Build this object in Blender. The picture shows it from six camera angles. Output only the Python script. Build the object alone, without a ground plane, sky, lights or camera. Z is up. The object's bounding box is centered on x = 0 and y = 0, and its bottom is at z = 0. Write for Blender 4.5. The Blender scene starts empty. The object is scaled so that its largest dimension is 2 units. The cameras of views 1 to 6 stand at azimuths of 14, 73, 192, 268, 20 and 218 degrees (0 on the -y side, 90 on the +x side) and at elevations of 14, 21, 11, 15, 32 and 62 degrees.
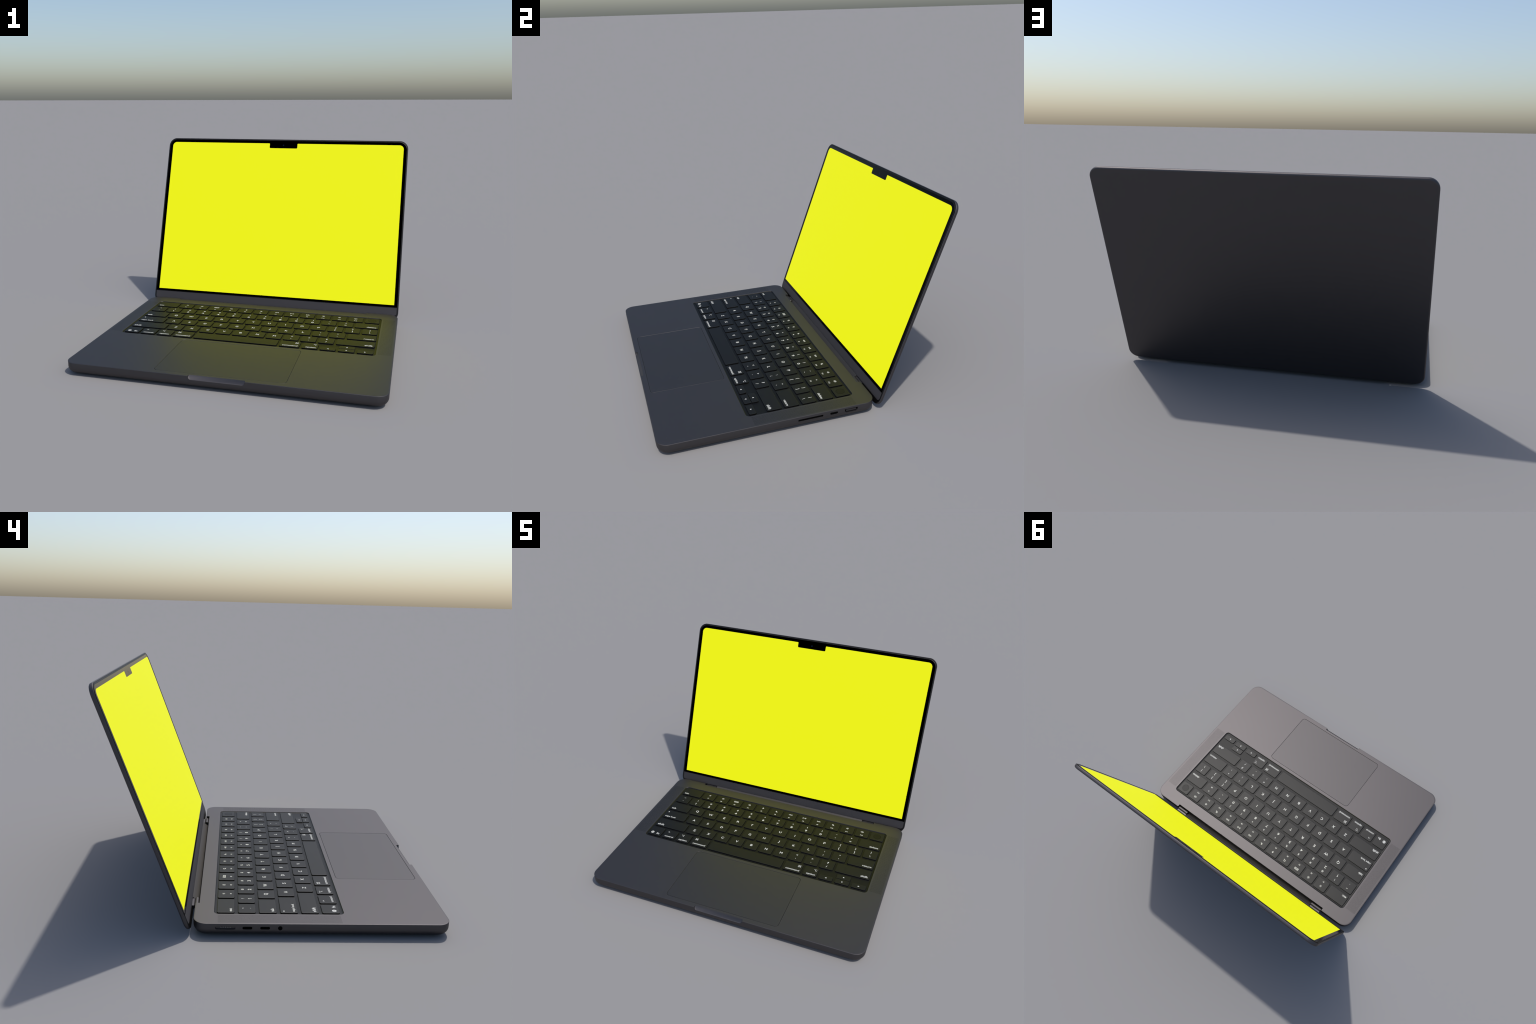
# A slim dark-grey laptop, opened to 110 degrees, yellow picture on its screen.
# All sizes below are in millimetres of the real machine; K turns them into metres of the scene.
import bpy, bmesh, math, random
from mathutils import Vector, Matrix

random.seed(7)
K = 2.0 / 312.6                 # the body is 312.6 mm wide = 2.00 m
FRONT = -0.9645                 # world y of the front edge
LEAN = math.radians(19.98)      # the lid leans back from the vertical
DECK = 12.97                    # height of the deck above the table

UP = Vector((0, math.sin(LEAN), math.cos(LEAN)))
OUT = Vector((0, math.cos(LEAN), -math.sin(LEAN)))     # from the screen towards the lid's back
LID0 = Vector((0, 0.5006, 0.1448))                     # bottom edge of the picture


def base(x, y, z):
    return Vector((x * K, FRONT + y * K, z * K))


def lid(x, t, b):
    return Vector((x * K, 0, 0)) + LID0 + UP * (t * K) + OUT * (b * K)


# ------------------------------------------------------------------ materials
def material(name, colour, metallic=0.0, roughness=0.5, specular=0.5, emission=None, grain=0.0,
             rough_var=0.0, grain_scale=900.0):
    m = bpy.data.materials.new(name)
    m.use_nodes = True
    nt = m.node_tree
    p = nt.nodes["Principled BSDF"]
    p.inputs["Base Color"].default_value = (*colour, 1)
    p.inputs["Metallic"].default_value = metallic
    p.inputs["Roughness"].default_value = roughness
    p.inputs["Specular IOR Level"].default_value = specular
    if emission:
        p.inputs["Emission Color"].default_value = (*emission, 1)
        p.inputs["Emission Strength"].default_value = 1.0
    if grain or rough_var:
        tc = nt.nodes.new("ShaderNodeTexCoord")
        nz = nt.nodes.new("ShaderNodeTexNoise")
        nz.inputs["Scale"].default_value = grain_scale
        nz.inputs["Detail"].default_value = 2.0
        nt.links.new(tc.outputs["Object"], nz.inputs["Vector"])
        if rough_var:
            mr = nt.nodes.new("ShaderNodeMapRange")
            mr.inputs["To Min"].default_value = roughness - rough_var
            mr.inputs["To Max"].default_value = roughness + rough_var
            nt.links.new(nz.outputs["Fac"], mr.inputs["Value"])
            nt.links.new(mr.outputs["Result"], p.inputs["Roughness"])
        if grain:
            bp = nt.nodes.new("ShaderNodeBump")
            bp.inputs["Strength"].default_value = grain
            bp.inputs["Distance"].default_value = 0.0002
            nt.links.new(nz.outputs["Fac"], bp.inputs["Height"])
            nt.links.new(bp.outputs["Normal"], p.inputs["Normal"])
    return m


def grille_material():
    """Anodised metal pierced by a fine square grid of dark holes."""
    m = material("speaker_mesh", SHELL_COLOUR, 1.0, SHELL_ROUGH)
    nt = m.node_tree
    p = nt.nodes["Principled BSDF"]
    tc = nt.nodes.new("ShaderNodeTexCoord")
    total = None
    for shift in (0.0,):
        mp = nt.nodes.new("ShaderNodeMapping")
        mp.inputs["Scale"].default_value = (1 / (0.9 * K),) * 2 + (0.0,)
        mp.inputs["Location"].default_value = (shift, shift, 0)
        nt.links.new(tc.outputs["Object"], mp.inputs["Vector"])
        fr = nt.nodes.new("ShaderNodeVectorMath"); fr.operation = "FRACTION"
        nt.links.new(mp.outputs["Vector"], fr.inputs[0])
        sb = nt.nodes.new("ShaderNodeVectorMath"); sb.operation = "SUBTRACT"
        sb.inputs[1].default_value = (0.5, 0.5, 0.0)
        nt.links.new(fr.outputs["Vector"], sb.inputs[0])
        ln = nt.nodes.new("ShaderNodeVectorMath"); ln.operation = "LENGTH"
        nt.links.new(sb.outputs["Vector"], ln.inputs[0])
        ls = nt.nodes.new("ShaderNodeMath"); ls.operation = "LESS_THAN"
        ls.inputs[1].default_value = 0.27
        nt.links.new(ln.outputs["Value"], ls.inputs[0])
        if total is None:
            total = ls
        else:
            ad = nt.nodes.new("ShaderNodeMath"); ad.operation = "ADD"; ad.use_clamp = True
            nt.links.new(total.outputs[0], ad.inputs[0])
            nt.links.new(ls.outputs[0], ad.inputs[1])
            total = ad
    mx = nt.nodes.new("ShaderNodeMix"); mx.data_type = "RGBA"
    mx.inputs["A"].default_value = (*SHELL_COLOUR, 1)
    mx.inputs["B"].default_value = (0.03, 0.03, 0.03, 1)
    nt.links.new(total.outputs[0], mx.inputs["Factor"])
    nt.links.new(mx.outputs["Result"], p.inputs["Base Color"])
    return m


SHELL_COLOUR = (0.096, 0.0905, 0.0945)
SHELL_ROUGH = 0.55
M_SHELL = material("dark_anodised_metal", SHELL_COLOUR, 1.0, SHELL_ROUGH, grain=0.05, rough_var=0.02)
M_PAD = material("trackpad_glass", (0.088, 0.084, 0.0875), 1.0, SHELL_ROUGH)
M_GRILLE = grille_material()
M_KEY = material("key_plastic", (0.0345, 0.0346, 0.0348), 1.0, 0.55, grain=0.05, rough_var=0.02)
M_TRAY = material("tray_plastic", (0.026, 0.0262, 0.0265), 1.0, 0.55)
M_BLACK = material("black_plastic", (0.001, 0.001, 0.001), 0.0, 0.8, specular=0.05)
M_PORT = material("port_black", (0.003, 0.003, 0.003), 0.0, 0.6, specular=0.2)
M_PIN = material("contact_metal", (0.25, 0.26, 0.28), 1.0, 0.4)
M_LEGEND = material("legend_white", (0.58, 0.58, 0.57), 0.0, 0.6)
M_BEZEL = material("black_glass", (0.0, 0.0, 0.0), 1.0, 0.12)
M_SCREEN = material("lit_screen", (0.0, 0.0, 0.0), 0.0, 0.6, specular=0.15, emission=(0.835, 0.872, 0.006))
M_GASKET = material("rubber_gasket", (0.034, 0.032, 0.031), 1.0, 0.5)
M_CHIN = material("chin_metal", SHELL_COLOUR, 1.0, 0.75)
M_FOOT = material("foot_rubber", (0.012, 0.012, 0.013), 0.0, 0.8)
M_LENS = material("camera_lens", (0.012, 0.016, 0.03), 1.0, 0.3)
M_COVER = material("hinge_cover_metal", (0.088, 0.083, 0.079), 1.0, 0.65)

# ------------------------------------------------------------------ object helpers
LAPTOP = bpy.data.objects.new("laptop", None)
bpy.context.collection.objects.link(LAPTOP)
LAPTOP["label"] = "slim dark grey laptop open with bright yellow screen"
LAPTOP["category"] = "laptop"


def add(name, mesh, parent=LAPTOP, location=(0, 0, 0)):
    o = bpy.data.objects.new(name, mesh)
    o.location = location
    bpy.context.collection.objects.link(o)
    o.parent = parent
    if parent is not None and parent.type == "MESH":
        o.matrix_parent_inverse = Matrix.Translation(-parent.location)
    return o


def mesh_from(name, verts, faces, mats, face_mats=None, smooth=35.0):
    me = bpy.data.meshes.new(name)
    me.from_pydata([tuple(v) for v in verts], [], faces)
    bm = bmesh.new()
    bm.from_mesh(me)
    bmesh.ops.recalc_face_normals(bm, faces=bm.faces)
    bm.to_mesh(me)
    bm.free()
    for m in mats:
        me.materials.append(m)
    if face_mats:
        for p, i in zip(me.polygons, face_mats):
            p.material_index = i
    if smooth:
        for p in me.polygons:
            p.use_smooth = True
        me.set_sharp_from_angle(angle=math.radians(smooth))
    return me


def rounded_rect(x0, x1, y0, y1, radii, segs=12):
    """Counter-clockwise outline; radii for the corners (x1,y0) (x1,y1) (x0,y1) (x0,y0)."""
    if not isinstance(radii, (tuple, list)):
        radii = (radii,) * 4
    pts = []
    corners = ((x1, y0, -1, 1, -90), (x1, y1, -1, -1, 0), (x0, y1, 1, -1, 90), (x0, y0, 1, 1, 180))
    for (cx, cy, sx, sy, start), r in zip(corners, radii):
        r = max(r, 0.001)
        for i in range(segs + 1):
            a = math.radians(start + 90 * i / segs)
            pts.append((cx + sx * r + r * math.cos(a), cy + sy * r + r * math.sin(a)))
    return pts


def loft(rings, cap_start=True, cap_end=True):
    """rings: equal-length closed loops of points."""
    n = len(rings[0])
    verts = [p for r in rings for p in r]
    faces = []
    for j in range(len(rings) - 1):
        for i in range(n):
            a, b = j * n + i, j * n + (i + 1) % n
            faces.append((a, b, b + n, a + n))
    if cap_start:
        faces.append(tuple(range(n))[::-1])
    if cap_end:
        faces.append(tuple(range((len(rings) - 1) * n, len(rings) * n)))
    return verts, faces


def plate(place, outline, low, high, edge=0.0):
    """A flat piece with the given 2D outline between two heights, its upper edge chamfered."""
    n = len(outline)
    cx = sum(p[0] for p in outline) / n
    cy = sum(p[1] for p in outline) / n
    rings = [[place(x, y, low) for x, y in outline]]
    if edge:
        s = 1 if high > low else -1
        rings.append([place(x, y, high - s * edge) for x, y in outline])
        ins = inset(outline, edge)
        rings.append([place(x, y, high) for x, y in ins])
    else:
        rings.append([place(x, y, high) for x, y in outline])
    return loft(rings)


def inset(outline, d):
    """Move a counter-clockwise outline inwards by d."""
    n = len(outline)
    res = []
    for i in range(n):
        p0, p1, p2 = Vector(outline[i - 1]), Vector(outline[i]), Vector(outline[(i + 1) % n])
        e0, e1 = p1 - p0, p2 - p1
        e0 = e0.normalized() if e0.length > 1e-7 else e1.normalized()
        e1 = e1.normalized() if e1.length > 1e-7 else e0
        nrm = Vector((-e0.y - e1.y, e0.x + e1.x))
        nrm = nrm.normalized() if nrm.length > 1e-6 else Vector((-e0.y, e0.x))
        c = max(0.5, nrm.dot(Vector((-e0.y, e0.x))))
        q = p1 + nrm * (d / c)
        res.append((q.x, q.y))
    return res


def boolean_cut(mesh, cutters):
    """Subtract the cutters (lists of verts/faces) from the mesh; helpers are deleted again."""
    body = bpy.data.objects.new("cut_body", mesh)
    bpy.context.collection.objects.link(body)
    verts, faces = [], []
    for v, f in cutters:
        k = len(verts)
        verts += v
        faces += [tuple(i + k for i in q) for q in f]
    tool = bpy.data.objects.new("cut_tool", mesh_from("cut_tool", verts, faces, [], smooth=0))
    bpy.context.collection.objects.link(tool)
    md = body.modifiers.new("cut", "BOOLEAN")
    md.operation, md.solver, md.object = "DIFFERENCE", "EXACT", tool
    dg = bpy.context.evaluated_depsgraph_get()
    dg.update()
    res = bpy.data.meshes.new_from_object(body.evaluated_get(dg))
    bpy.data.objects.remove(body)
    bpy.data.objects.remove(tool)
    return res


def finish(me, mat, angle=35.0):
    me.materials.clear()
    me.materials.append(mat)
    for p in me.polygons:
        p.use_smooth = True
        p.material_index = 0
    me.set_sharp_from_angle(angle=math.radians(angle))
    return me


# ------------------------------------------------------------------ base shell
W, D, R = 156.3, 221.3, 11.5        # half width, depth, corner radius
BOTTOM = 1.0
# (inset, height) of the side profile from the deck down to the belly
profile = [(1.6, DECK), (0.28, DECK), (0.13, DECK - 0.04), (0.04, DECK - 0.12), (0.0, DECK - 0.26), (0.0, 7.9)]
for i in range(1, 13):
    a = math.radians(90 * i / 12)
    profile.append((7.4 * (1 - math.cos(a)), 7.9 - (7.9 - BOTTOM) * math.sin(a)))
profile.append((14.0, BOTTOM))


def shell_ring(ins, z):
    r = max(R - ins, 1.2)
    return [base(x, y, z) for x, y in rounded_rect(-W + ins, W - ins, ins, D - ins, r, 16)]


v, f = loft([shell_ring(i, z) for i, z in profile])
shell = mesh_from("base_shell", v, f, [M_SHELL])

WELL = (-138.6, 138.6, 90.0, 204.0)
PAD = (-64.6, 64.6, 6.0, 86.0)


def pocket(x0, x1, y0, y1, r, floor, flare):
    """A pocket in the deck whose rim is slightly chamfered."""
    o = rounded_rect(x0, x1, y0, y1, r, 8)
    wide = rounded_rect(x0 - flare, x1 + flare, y0 - flare, y1 + flare, r + flare, 8)
    wider = rounded_rect(x0 - flare - 1, x1 + flare + 1, y0 - flare - 1, y1 + flare + 1, r + flare + 1, 8)
    return loft([[base(x, y, floor) for x, y in o],
                 [base(x, y, DECK - flare) for x, y in o],
                 [base(x, y, DECK) for x, y in wide],
                 [base(x, y, DECK + 1) for x, y in wider]])


def side_port(outline, side, depth):
    """A hole in the left (-1) or right (+1) flank; outline in (y, z)."""
    return loft([[base(side * (W + 2), y, z) for y, z in outline],
                 [base(side * (W - depth), y, z) for y, z in outline]])


def stadium(c0, c1, w, h, segs=8):
    return rounded_rect(c0 - w / 2, c0 + w / 2, c1 - h / 2, c1 + h / 2, h / 2 - 0.01, segs)


PORT_Z = 9.1
MAGNET = rounded_rect(185.4, 202.5, 7.7, 10.6, 1.2, 8)
USB = [(-1, 175.3), (-1, 160.3), (1, 175.3)]
HDMI = [(186.8, 10.7), (186.8, 8.3), (188.8, 6.6), (199.0, 6.6), (201.0, 8.3), (201.0, 10.7)]
CARD = rounded_rect(137.5, 163.8, 7.9, 10.0, 0.8, 5)
JACK = [(147.5 + 1.95 * math.cos(math.tau * i / 24), PORT_Z + 1.95 * math.sin(math.tau * i / 24)) for i in range(24)]

# thumb scoop: a sloping stadium-shaped groove in the front edge
slope_top, slope_low = Vector((0, 3.1, DECK)), Vector((0, 0.0, 9.0))
slope = (slope_top - slope_low)
length = slope.length
slope.normalize()
face = Vector((0, -slope.z, slope.y))                    # out of the groove
half_w, groove = 27.6, []
loop = rounded_rect(-half_w, half_w, 0.0, 6.6, 3.25, 12)
for h, ins in ((0.0, 0.55), (0.18, 0.18), (0.55, 0.0), (8.0, 0.0)):
    ring = []
    for gx, gs in inset(loop, ins) if ins else loop:
        q = slope_low + slope * gs + face * h
        ring.append(base(gx, q.y, q.z))
    groove.append(ring)
scoop = loft(groove)

HINGE_HALF = 118.3
recess = loft([[base(x, y, z) for x, y in ((-HINGE_HALF, 217.5), (HINGE_HALF, 217.5), (HINGE_HALF, 240), (-HINGE_HALF, 240))]
               for z in (5.0, 20.0)])

cutters = [pocket(*WELL, 4.2, 11.6, 0.12), pocket(*PAD, 4.2, 12.0, 0.12), scoop, recess,
           side_port(MAGNET, -1, 2.2), side_port(JACK, -1, 4), side_port(HDMI, 1, 4), side_port(CARD, 1, 4)]
cutters += [side_port(stadium(y, PORT_Z, 8.4, 2.5), s, 4) for s, y in USB]
BASE = add("base_shell", finish(boolean_cut(shell, cutters), M_SHELL))

# ports: black plates painting the unlit depths of the openings, plus contacts
def lining(name, outline, side, depth, mat=M_PORT):
    v, f = loft([[base(side * (W - depth), y, z) for y, z in outline], [base(side * (W - depth - 0.6), y, z) for y, z in outline]])
    add(name, mesh_from(name, v, f, [mat], smooth=0), BASE)


def box(x0, x1, y0, y1, z0, z1, place=base):
    o = ((x0, y0), (x1, y0), (x1, y1), (x0, y1))
    return loft([[place(x, y, z0) for x, y in o], [place(x, y, z1) for x, y in o]])


lining("charging_port", inset(MAGNET, 0.02), -1, 1.3, M_SHELL)
v, f = [], []
for i in range(5):
    y = 189.85 + i * 1.95
    a, b = box(-W + 0.9, -W + 1.29, y - 0.42, y + 0.42, 9.05, 9.6)
    f += [tuple(j + len(v) for j in q) for q in b]
    v += a
add("charging_contact", mesh_from("charging_contact", v, f, [M_PIN], smooth=0), BASE)
for s, y in USB:
    o = stadium(y, PORT_Z, 8.34, 2.44)
    lining("data_port", o, s, 0.3, M_BLACK)
lining("headphone_jack", inset(JACK, 0.03), -1, 0.3, M_BLACK)
lining("card_slot", inset(CARD, 0.02), 1, 0.4, M_BLACK)
lining("video_port", HDMI[::-1], 1, 2.6)
v, f = box(W - 2.5, W - 1.0, 188.4, 199.4, 7.7, 9.5)
add("video_port_tongue", mesh_from("video_port_tongue", v, f, [M_SHELL], smooth=0), BASE)

# feet
for sx in (-1, 1):
    for y in (28.0, 193.0):
        rings = []
        for r, z in ((9.5, BOTTOM + 0.4), (9.5, 0.6), (9.2, 0.2), (8.6, 0.0)):
            rings.append([Vector((r * K * math.cos(math.tau * i / 40), r * K * math.sin(math.tau * i / 40), z * K)) for i in range(40)])
        v, f = loft(rings)
        add("rubber_foot", mesh_from("rubber_foot", v, f, [M_FOOT]), BASE, base(sx * 126.0, y, 0))

# trackpad and speaker grilles
v, f = plate(base, rounded_rect(PAD[0] + 0.28, PAD[1] - 0.28, PAD[2] + 0.28, PAD[3] - 0.28, 4.0, 10), 12.05, DECK - 0.07, 0.06)
add("trackpad", mesh_from("trackpad", v, f, [M_PAD], smooth=20))
for sx in (-1, 1):
    x0, x1 = sorted((sx * 140.7, sx * 153.9))
    v, f = box(x0, x1, 94.2, 200.6, DECK - 0.2, DECK + 0.02)
    add("speaker_grille", mesh_from("speaker_grille", v, f, [M_GRILLE], smooth=0), BASE)

# ------------------------------------------------------------------ keyboard
TRAY_Z, KEY_Z = 12.0, DECK
rings = [[base(x, y, 11.62) for x, y in rounded_rect(WELL[0] + 0.02, WELL[1] - 0.02, WELL[2] + 0.02, WELL[3] - 0.02, 4.18, 8)]]
for i in range(9):                                     # the rim sweeps up to the deck in a hollow curve
    a = math.radians(90 * i / 8)
    q, z = 0.02 + 2.1 * (1 - math.cos(a)), DECK - 0.14 - (DECK - 0.14 - TRAY_Z) * math.sin(a)
    rings.append([base(x, y, z) for x, y in rounded_rect(WELL[0] + q, WELL[1] - q, WELL[2] + q, WELL[3] - q, 4.18 - q, 8)])
rings.append([base(x, y, TRAY_Z) for x, y in rounded_rect(WELL[0] + 3, WELL[1] - 3, WELL[2] + 3, WELL[3] - 3, 1.2, 8)])
v, f = loft(rings)
add("keyboard_tray", mesh_from("keyboard_tray", v, f, [M_TRAY], smooth=30))

key_meshes = {}


def key_mesh(w, d, radii):
    tag = (round(w, 2), round(d, 2), radii)
    if tag not in key_meshes:
        rings, mats = [], []
        for ins, z in ((-0.05, TRAY_Z - KEY_Z + 0.01), (0.0, -0.22), (0.0, -0.20), (0.06, -0.08), (0.22, -0.01), (0.6, 0.0)):
            o = rounded_rect(-w / 2 + ins, w / 2 - ins, -d / 2 + ins, d / 2 - ins,
                             tuple(max(r - ins, 0.05) for r in radii), 6)
            rings.append([Vector((x * K, y * K, z * K)) for x, y in o])
        v, f = loft(rings)
        n = len(rings[0])
        mats = [1] * (2 * n) + [0] * (3 * n) + [1, 0]
        key_meshes[tag] = mesh_from("key", v, f, [M_KEY, M_BLACK], mats)
    return key_meshes[tag]


# --- legend drawing: everything becomes flat polygons slightly above the key top
glyphs = {}


def text_polys(s, cap, weight):
    """Outline font polygons of a string, cap height given in mm, centred on x = 0, baseline y = 0."""
    tag = (s, cap, weight)
    if tag not in glyphs:
        cu = bpy.data.curves.new("legend_text", "FONT")
        cu.body, cu.size, cu.align_x = s, cap / 0.69, "CENTER"
        cu.offset = weight
        cu.resolution_u = 4
        ob = bpy.data.objects.new("legend_text", cu)
        bpy.context.collection.objects.link(ob)
        dg = bpy.context.evaluated_depsgraph_get()
        me = bpy.data.meshes.new_from_object(ob.evaluated_get(dg))
        glyphs[tag] = ([(p.co.x, p.co.y) for p in me.vertices], [tuple(p.vertices) for p in me.polygons])
        bpy.data.objects.remove(ob)
        bpy.data.curves.remove(cu)
        bpy.data.meshes.remove(me)
    return glyphs[tag]


class Legend:
    def __init__(self):
        self.v, self.f, self.layer = [], [], 0

    def polys(self, verts, faces, dx, dy):
        z = (0.03 + 0.012 * self.layer) * K
        n = len(self.v)
        self.v += [Vector(((x + dx) * K, (y + dy) * K, z)) for x, y in verts]
        self.f += [tuple(i + n for i in q) for q in faces]
        self.layer += 1

    def text(self, s, x, y, cap, weight=0.08, align="c", stretch=1.0):
        verts, faces = text_polys(s, cap, weight)
        verts = [(p[0] * stretch, p[1]) for p in verts]
        xs = [p[0] for p in verts]
        ys = [p[1] for p in verts]
        dx = {"c": -(min(xs) + max(xs)) / 2, "l": -min(xs), "r": -max(xs)}[align]
        dy = -(min(ys) + max(ys)) / 2 if align == "c" else -cap * 0.36
        self.polys(verts, faces, x + dx, y + dy)

    def word(self, s, x, y, width, align):
        """a lower-case word fitted to a printed width; y is the middle of its x-height"""
        verts, faces = text_polys(s, 2.0, 0.035)
        xs = [p[0] for p in verts]
        k = width / (max(xs) - min(xs))
        verts = [((p[0] - (min(xs) if align == "l" else max(xs))) * k, (p[1] - 0.75) * k * 0.88) for p in verts]
        self.polys(verts, faces, x, y)

    def poly(self, pts, x=0, y=0):
        self.polys(pts, [tuple(range(len(pts)))], x, y)

    def disk(self, r, x, y, n=20):
        self.poly([(r * math.cos(math.tau * i / n), r * math.sin(math.tau * i / n)) for i in range(n)], x, y)

    def stroke(self, pts, w, x=0, y=0, closed=False):
        n, left, right = len(pts), [], []
        for i in range(n):
            p = Vector(pts[i])
            a = Vector(pts[i - 1]) if (i or closed) else p
            b = Vector(pts[(i + 1) % n]) if (i < n - 1 or closed) else p
            d0, d1 = (p - a), (b - p)
            d0 = d0.normalized() if d0.length > 1e-6 else d1.normalized()
            d1 = d1.normalized() if d1.length > 1e-6 else d0
            t = (d0 + d1).normalized()
            nr = Vector((-t.y, t.x))
            c = max(0.4, nr.dot(Vector((-d0.y, d0.x))))
            left.append(p + nr * (w / 2 / c))
            right.append(p - nr * (w / 2 / c))
        verts = [(q.x, q.y) for q in left + right]
        faces = [(i, (i + 1) % n, (i + 1) % n + n, i + n) for i in range(n if closed else n - 1)]
        self.polys(verts, faces, x, y)

    def arc(self, r, a0, a1, w, x, y, n=12):
        full = abs(a1 - a0) >= 360
        pts = [(r * math.cos(math.radians(a0 + (a1 - a0) * i / n)), r * math.sin(math.radians(a0 + (a1 - a0) * i / n)))
               for i in range(n if full else n + 1)]
        self.stroke(pts, w, x, y, closed=full)

    def attach(self, key):
        if not self.v:
            return
        me = mesh_from("key_legend", self.v, self.f, [M_LEGEND], smooth=0)
        for p in me.polygons:                              # all legends face up
            if p.normal.z < 0:
                p.flip()
        o = add("key_legend", me, None, (0, 0, 0))
        o.parent = key


# --- pictograms of the function row
def sun(L, x, y, rays):
    L.arc(0.62, 0, 360, 0.34, x, y, 16)
    for i in range(8):
        a = math.tau * i / 8
        r0, r1 = (1.15, 1.75) if rays else (1.15, 1.45)
        L.stroke([(r0 * math.cos(a), r0 * math.sin(a)), (r1 * math.cos(a), r1 * math.sin(a))], 0.34, x, y)


def windows(L, x, y):
    for x0, x1, y0, y1 in ((-2.9, -0.75, 0.1, 1.4), (-2.9, -0.75, -1.4, -0.25), (-0.35, 1.15, -1.4, 1.4)):
        L.stroke([(x0 + 0.15, y0 + 0.15), (x1 - 0.15, y0 + 0.15), (x1 - 0.15, y1 - 0.15), (x0 + 0.15, y1 - 0.15)], 0.34, x, y, closed=True)
    L.stroke([(1.65, -1.1), (2.7, -1.1), (2.7, 1.1), (1.65, 1.1)], 0.4, x, y, closed=True)


def lens(L, x, y):
    L.arc(1.05, 0, 360, 0.46, x - 0.25, y + 0.3, 20)
    L.stroke([(0.5, -0.5), (1.45, -1.45)], 0.5, x, y)


def microphone(L, x, y):
    L.poly(stadium_v(0, 0.6, 1.0, 2.0), x, y)
    L.arc(1.05, 180, 360, 0.32, x, y + 0.45)
    L.stroke([(0, -0.55), (0, -1.5)], 0.34, x, y)


def stadium_v(cx, cy, w, h):
    return rounded_rect(cx - w / 2, cx + w / 2, cy - h / 2, cy + h / 2, w / 2 - 0.01, 6)


def moon(L, x, y):
    outer = [(1.4 * math.cos(math.radians(a)), 1.4 * math.sin(math.radians(a))) for a in range(70, 382, 12)]
    inner = [(0.75 + 1.15 * math.cos(math.radians(a)), 0.65 + 1.15 * math.sin(math.radians(a))) for a in range(300, 118, -14)]
    L.poly(outer + inner, x, y)


def triangle(L, x, y, s, d, hollow=False):
    pts = {"r": [(-s, -s), (s, 0), (-s, s)], "l": [(s, s), (-s, 0), (s, -s)],
           "u": [(-s, -s), (s, -s), (0, s)], "d": [(-s, s), (0, -s), (s, s)]}[d]
    if hollow:
        L.stroke(pts, 0.36, x, y, closed=True)
    else:
        L.poly(pts, x, y)


def rewind(L, x, y):
    triangle(L, x - 1.2, y, 0.95, "l", True)
    triangle(L, x + 1.1, y, 0.95, "l", True)


def forward(L, x, y):
    triangle(L, x - 1.1, y, 0.95, "r", True)
    triangle(L, x + 1.2, y, 0.95, "r", True)


def play(L, x, y):
    triangle(L, x - 1.3, y, 0.95, "r", True)
    for dx in (0.7, 1.7):
        L.stroke([(dx, -1.05), (dx, 1.05)], 0.5, x, y)


def speaker(L, x, y, waves):
    L.stroke([(-1.3, -0.5), (-0.6, -0.5), (0.3, -1.25), (0.3, 1.25), (-0.6, 0.5), (-1.3, 0.5)], 0.36, x, y, closed=True)
    for i in range(waves):
        L.arc(0.95 + 0.75 * i, -48, 48, 0.34, x + 0.2, y)


def mute(L, x, y):
    speaker(L, x, y, 0)
    L.stroke([(-1.5, 1.4), (1.5, -1.4)], 0.34, x, y)


def loop_square(L, x, y):
    """four-looped square"""
    h, r, w = 0.62, 0.52, 0.36
    L.stroke([(-h, -h), (h, -h), (h, h), (-h, h)], w, x, y, closed=True)
    for sx in (-1, 1):
        for sy in (-1, 1):
            L.arc(r, 0, 360, w * 0.9, x + sx * (h + r * 0.95), y + sy * (h + r * 0.95), 12)


def switch_path(L, x, y):
    L.stroke([(-1.7, 1.25), (-0.7, 1.25), (0.6, -1.25), (1.7, -1.25)], 0.42, x, y)
    L.stroke([(0.35, 1.25), (1.7, 1.25)], 0.42, x, y)


def caret(L, x, y):
    L.stroke([(-1.15, -0.55), (0, 0.65), (1.15, -0.55)], 0.42, x, y)


def globe(L, x, y):
    L.arc(1.75, 0, 360, 0.42, x, y, 28)
    L.stroke([(0, -1.7), (0, 1.7)], 0.36, x, y)
    L.stroke([(-1.7, 0), (1.7, 0)], 0.36, x, y)
    L.stroke([(0.85 * math.cos(math.tau * i / 20), 1.6 * math.sin(math.tau * i / 20)) for i in range(20)], 0.36, x, y, closed=True)
    for s in (-1, 1):
        L.stroke([(-1.45, s * 0.85), (1.45, s * 0.85)], 0.36, x, y)


ROW_F, ROW_N, ROW_Q, ROW_A, ROW_Z, ROW_S = ((186.2, 201.5), (167.7, 183.0), (149.2, 164.5), (130.65, 145.95), (112.15, 127.45), (93.6, 109.0))
PITCH, KEY_W = 18.98, 16.4
RAD = (1.5,) * 4


def key(x0, x1, row, draw=None, radii=RAD):
    cx, cy = (x0 + x1) / 2, (row[0] + row[1]) / 2
    o = add("key", key_mesh(x1 - x0, row[1] - row[0], radii), LAPTOP, base(cx, cy, KEY_Z))
    if draw:
        L = Legend()
        draw(L, x0 - cx, x1 - cx, row[0] - cy, row[1] - cy)
        L.attach(o)
    return o


# printed widths of the words on the keys
WIDTH = {"esc": 5.7, "tab": 5.7, "caps lock": 14.8, "shift": 8.3, "delete": 10.6, "return": 10.7, "control": 11.0,
         "option": 10.6, "command": 16.2, "fn": 3.6}


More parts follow.
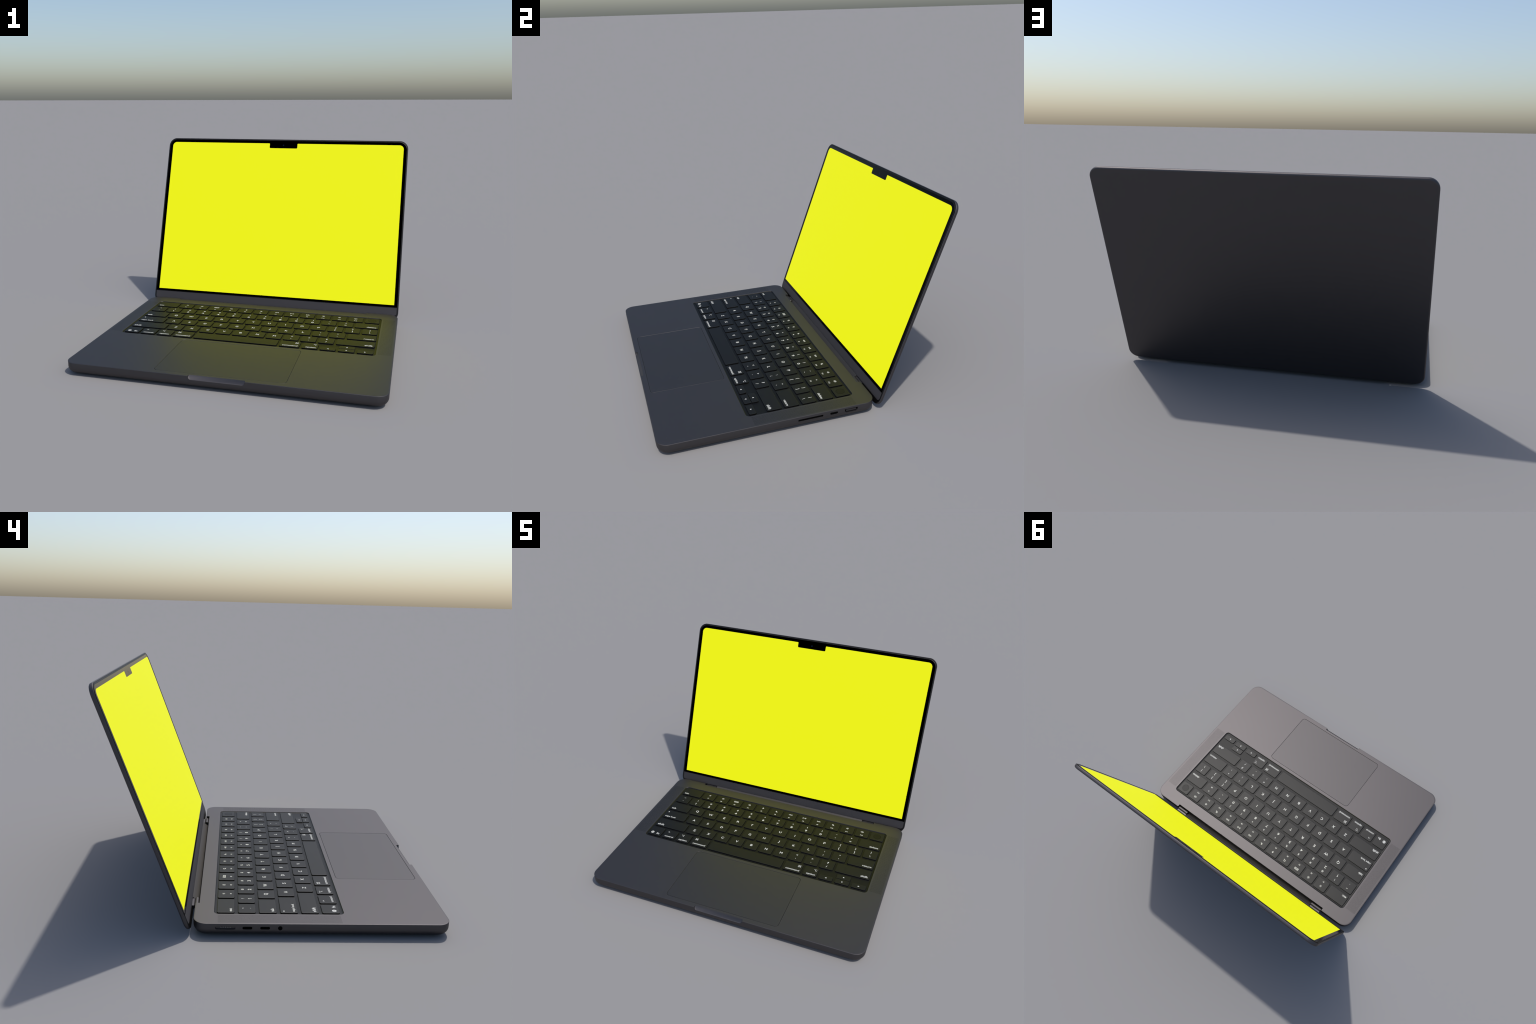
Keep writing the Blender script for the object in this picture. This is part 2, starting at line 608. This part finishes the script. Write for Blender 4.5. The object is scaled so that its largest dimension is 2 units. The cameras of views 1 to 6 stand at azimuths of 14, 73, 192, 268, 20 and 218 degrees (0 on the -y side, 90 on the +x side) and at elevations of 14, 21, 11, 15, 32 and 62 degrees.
def word(s, side):
    def draw(L, l, r, f, b):
        L.word(s, l + 2.3 if side == "l" else r - 2.1, f + 3.3, WIDTH[s], side)
    return draw


def single(c):
    return lambda L, l, r, f, b: L.text(c, 0, 0, 3.4, 0.065, "c", 1.15 if c in "BEFLPRSJ" else 1.0)


def double(low, high, low_cap=3.2, high_cap=2.5):
    def draw(L, l, r, f, b):
        for s, y, cap in ((low, -3.3, low_cap), (high, 3.4, high_cap)):
            if s == "1":                                   # a stem with a flag
                L.stroke([(-0.95, 0.75), (0.15, 1.5), (0.15, -1.6)], 0.5, 0, y)
            elif s in "@&":
                L.text(s, 0, y, cap * 0.78, 0.03, "c", 1.0)
            else:
                L.text(s, 0, y, cap, 0.055, "c", 1.28 if s.isdigit() else 1.9 if s == "?" else 1.0)
    return draw


def function(icon, s):
    def draw(L, l, r, f, b):
        icon(L, 0, 2.3)
        L.text(s, 0, -4.4, 1.6, 0.05)
    return draw


def modifier(icon, s, side):
    def draw(L, l, r, f, b):
        L.word(s, (r - 1.9) if side == "r" else (l + 2.7), f + 3.3, WIDTH[s], side)
        icon(L, (r - 3.6) if side == "r" else (l + 4.6), 3.6)
    return draw


# function row
key(-136.3, -110.4, ROW_F, word("esc", "l"))
icons = [lambda L, x, y: sun(L, x, y, False), lambda L, x, y: sun(L, x, y, True), windows, lens, microphone, moon,
         rewind, play, forward, mute, lambda L, x, y: speaker(L, x - 0.3, y, 1), lambda L, x, y: speaker(L, x - 0.7, y, 2)]
for i, ic in enumerate(icons):
    x = -107.8 + i * PITCH
    key(x, x + KEY_W, ROW_F, function(ic, "F%d" % (i + 1)))
touch = key(119.9, 136.3, ROW_F)
ring = []
for r, z in ((4.6, -0.02), (4.6, 0.03), (4.4, 0.05)):
    ring.append([Vector((r * K * math.cos(math.tau * i / 40), r * K * math.sin(math.tau * i / 40), z * K)) for i in range(40)])
v, f = loft(ring)
o = add("fingerprint_sensor", mesh_from("fingerprint_sensor", v, f, [M_TRAY, M_BLACK], [1] * 80 + [0, 0], smooth=0), None)
o.parent = touch

# number row
shifted = list(zip("1234567890-=", "!@#$%^&*()_+"))
key(-136.3, -119.8, ROW_N, double("`", "~", 2.6, 2.6))
for i, (a, b) in enumerate(shifted):
    x = -117.4 + i * PITCH
    key(x, x + KEY_W, ROW_N, double(a, b))
key(110.4, 136.3, ROW_N, word("delete", "r"))

# letter rows
key(-136.3, -110.6, ROW_Q, word("tab", "l"))
for i, c in enumerate("QWERTYUIOP"):
    x = -107.9 + i * PITCH
    key(x, x + KEY_W, ROW_Q, single(c))
for i, (a, b) in enumerate((("[", "{"), ("]", "}"), ("\\", "|"))):
    x = -107.9 + (10 + i) * PITCH
    key(x, x + KEY_W, ROW_Q, double(a, b, 3.0, 3.0))


def caps(L, l, r, f, b):
    L.word("caps lock", l + 2.4, f + 3.3, WIDTH["caps lock"], "l")
    L.disk(0.75, l + 3.3, b - 3.2)


key(-136.3, -106.1, ROW_A, caps)
for i, c in enumerate("ASDFGHJKL"):
    x = -103.3 + i * PITCH
    k_ = key(x, x + KEY_W, ROW_A, single(c))
    if c in "FJ":
        v, f = loft([[Vector((px * K, py * K, z * K)) for px, py in rounded_rect(-1.7, 1.7, -5.3, -4.7, 0.28, 4)] for z in (-0.02, 0.07)])
        o = add("finger_ridge", mesh_from("finger_ridge", v, f, [M_TRAY], smooth=30), None)
        o.parent = k_
for i, (a, b) in enumerate(((";", ":"), ("'", '"'))):
    x = -103.3 + (9 + i) * PITCH
    key(x, x + KEY_W, ROW_A, double(a, b, 2.9, 2.9))
key(105.6, 136.2, ROW_A, word("return", "r"))

key(-136.3, -96.6, ROW_Z, word("shift", "l"))
for i, c in enumerate("ZXCVBNM"):
    x = -93.8 + i * PITCH
    key(x, x + KEY_W, ROW_Z, single(c))
for i, (a, b) in enumerate(((",", "<"), (".", ">"), ("/", "?"))):
    x = -93.8 + (7 + i) * PITCH
    key(x, x + KEY_W, ROW_Z, double(a, b, 3.0, 2.8))
key(96.1, 136.2, ROW_Z, word("shift", "r"))


# bottom row
def fn(L, l, r, f, b):
    globe(L, l + 4.5, f + 4.4)
    L.word("fn", r - 2.7, f + 3.6, WIDTH["fn"], "r")


key(-136.3, -119.9, ROW_S, fn)
key(-117.4, -101.2, ROW_S, modifier(caret, "control", "l"))
key(-98.5, -82.2, ROW_S, modifier(switch_path, "option", "l"))
key(-79.6, -58.5, ROW_S, modifier(loop_square, "command", "l"))
key(-55.8, 36.0, ROW_S)
key(38.9, 59.9, ROW_S, modifier(loop_square, "command", "r"))
key(62.7, 79.1, ROW_S, modifier(switch_path, "option", "r"))
HALF_LOW, HALF_HIGH = (93.6, 101.1), (101.7, 109.0)
key(81.7, 97.6, HALF_LOW, lambda L, l, r, f, b: triangle(L, 0, 0, 0.95, "l"))
key(100.5, 116.8, HALF_LOW, lambda L, l, r, f, b: triangle(L, 0, -0.3, 0.95, "d"), (1.5, 0.2, 0.2, 1.5))
key(100.5, 116.8, HALF_HIGH, lambda L, l, r, f, b: triangle(L, 0, 0.2, 0.95, "u"), (0.2, 1.5, 1.5, 0.2))
key(119.7, 136.0, HALF_LOW, lambda L, l, r, f, b: triangle(L, 0, 0, 0.95, "r"))

# ------------------------------------------------------------------ lid
LID_TOP, LID_LOW, LID_T = 202.1, -19.2, 4.05
lid_profile = [(1.6, 0.25), (0.55, 0.25), (0.25, 0.30), (0.06, 0.48), (0.0, 0.75), (0.0, 2.3)]
for i in range(1, 11):
    a = math.radians(90 * i / 10)
    lid_profile.append((1.9 * (1 - math.cos(a)), 2.3 + (LID_T - 2.3) * math.sin(a)))
lid_profile.append((5.0, LID_T))


def lid_ring(ins, b):
    o = rounded_rect(-W + ins, W - ins, LID_LOW + ins, LID_TOP - ins, tuple(max(r - ins, 1) for r in (10.0, 10.2, 10.2, 10.0)), 16)
    res = []
    for x, t in o:
        tuck = max(0.0, 1 - b / 2.6) ** 2 * 1.0                  # the lower front edge is tucked in
        res.append(lid(x, t + (tuck if t < 50 else 0), b))
    return res


v, f = loft([lid_ring(i, b) for i, b in lid_profile])
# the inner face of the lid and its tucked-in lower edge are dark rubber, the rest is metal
lid_mats = []
for q in f:
    c = sum((Vector(v[i]) for i in q), Vector()) / len(q) - LID0
    t, b = c.dot(UP) / K, c.dot(OUT) / K
    lid_mats.append(1 if b < 0.29 or (t < -13.0 and b < 2.0 and abs(c.x) < 152 * K) else 0)
LID = add("lid", mesh_from("lid", v, f, [M_SHELL, M_GASKET], lid_mats))


def lid_part(name, outline, back, front, mat, edge=0.0, smooth=30):
    v, f = plate(lid, outline, back, front, edge)
    return add(name, mesh_from(name, v, f, [mat], smooth=smooth), LID)


# rubber gasket ring round the glass
outer = rounded_rect(-155.5, 155.5, -2.9, 200.9, (0.5, 10.7, 10.7, 0.5), 14)
inner = rounded_rect(-154.5, 154.5, -2.9, 199.9, (0.3, 9.7, 9.7, 0.3), 14)
mid_o, mid_i = inset(outer, 0.25), inset(inner, -0.25)
v, f = loft([[lid(x, t, 0.3) for x, t in outer], [lid(x, t, 0.0) for x, t in outer], [lid(x, t, -0.2) for x, t in mid_o],
             [lid(x, t, -0.2) for x, t in mid_i], [lid(x, t, 0.3) for x, t in inner]], False, False)
add("gasket", mesh_from("gasket", v, f, [M_GASKET], smooth=50), LID)
lid_part("bezel", rounded_rect(-154.6, 154.6, -2.9, 200.0, (0.3, 9.7, 9.7, 0.3), 14), 0.3, 0.04, M_BEZEL)

# the picture: square corners below, rounded above, a camera notch cut out of the top edge
def screen_outline():
    SX, ST, NX, NT = 151.0, 196.6, 18.1, 190.3
    pts = [(-SX, 0.0), (SX, 0.0)]
    arc = lambda cx, cy, r, a0, a1: [(cx + r * math.cos(math.radians(a0 + (a1 - a0) * i / 10)), cy + r * math.sin(math.radians(a0 + (a1 - a0) * i / 10))) for i in range(11)]
    r = 5.2
    pts += arc(SX - r, ST - r, r, 0, 90)
    q, s = 0.8, 1.3
    pts += arc(NX + q, ST - q, q, 90, 180)
    pts += arc(NX - s, NT + s, s, 0, -90)
    pts += arc(-NX + s, NT + s, s, -90, -180)
    pts += arc(-NX - q, ST - q, q, 0, 90)
    pts += arc(-SX + r, ST - r, r, 90, 180)
    return pts


lid_part("screen", screen_outline(), 0.03, -0.01, M_SCREEN, smooth=0)
circle = lambda cx, cy, r, n=28: [(cx + r * math.cos(math.tau * i / n), cy + r * math.sin(math.tau * i / n)) for i in range(n)]
lid_part("camera_lens", circle(0, 194.3, 1.0), 0.03, 0.02, M_LENS, smooth=0)
lid_part("chin", rounded_rect(-154.2, 154.2, -12.9, -3.0, (3.2, 0.2, 0.2, 3.2), 8), 0.35, -0.05, M_CHIN, 0.12)

# emblem on the lid's back: a fruit outline with a bite and a leaf, flush with the metal
def emblem():
    half = [(0, 12.2), (3.2, 13.6), (7.0, 14.0), (10.6, 12.6), (13.2, 9.6)]
    body = half + [(11.5, 7.0), (10.6, 3.6), (11.0, 0.2), (12.4, -2.6), (15.0, -4.6),
                   (13.4, -8.8), (10.6, -13.0), (7.4, -15.8), (4.0, -15.6), (0, -14.4)]
    left = [(-4.0, -15.6), (-7.4, -15.8), (-11.0, -12.4), (-14.0, -7.0), (-15.6, -0.6), (-15.2, 5.6),
            (-12.6, 10.6), (-8.6, 13.6), (-4.2, 13.8)]
    leaf = [(0.4, 15.4), (3.6, 16.0), (6.2, 18.6), (7.0, 22.4), (3.4, 21.6), (0.9, 18.9)]
    return body + left, leaf


for shape in emblem():
    pts = [(-x, 91.0 + y) for x, y in shape]
    v, f = loft([[lid(x, t, LID_T - 0.2) for x, t in pts], [lid(x, t, LID_T + 0.03) for x, t in pts]])
    add("emblem", mesh_from("emblem", v, f, [M_SHELL], smooth=0), LID)

# ------------------------------------------------------------------ hinge
AX_Y, AX_Z = 220.3, 8.5


def tube(x0, x1, r, mat, name, parent):
    ring = lambda x, q: [base(x, AX_Y + q * math.cos(math.tau * i / 36), AX_Z + q * math.sin(math.tau * i / 36)) for i in range(36)]
    v, f = loft([ring(x0, r - 0.3), ring(x0 + 0.3, r), ring(x1 - 0.3, r), ring(x1, r - 0.3)])
    return add(name, mesh_from(name, v, f, [mat], smooth=40), parent)


for s in (-1, 1):
    x0, x1 = sorted((s * 102.6, s * 117.4))
    tube(x0, x1, 2.35, M_SHELL, "hinge_barrel", LAPTOP)
    # bracket joining barrel and lid
    v, f = loft([[base(x, y, z) for y, z in ((222.4, 6.6), (222.4, 9.3), (222.7, 9.7), (225.0, 9.7), (225.0, 6.6))] for x in (x0 + 0.4, x1 - 0.4)])
    add("hinge_bracket", mesh_from("hinge_bracket", v, f, [M_SHELL], smooth=20), LAPTOP)

# long cover between the hinges, part of the lid
arc_pts = [(218.6, 5.1), (218.6, 6.4), (219.2, 7.1), (220.6, 8.0), (222.4, 9.2), (224.3, 10.55), (225.4, 10.4), (225.2, 5.1)]
v, f = loft([[base(x, y, z) for y, z in arc_pts] for x in (-102.2, 102.2)])
add("hinge_cover", mesh_from("hinge_cover", v, f, [M_COVER], smooth=30), LAPTOP)
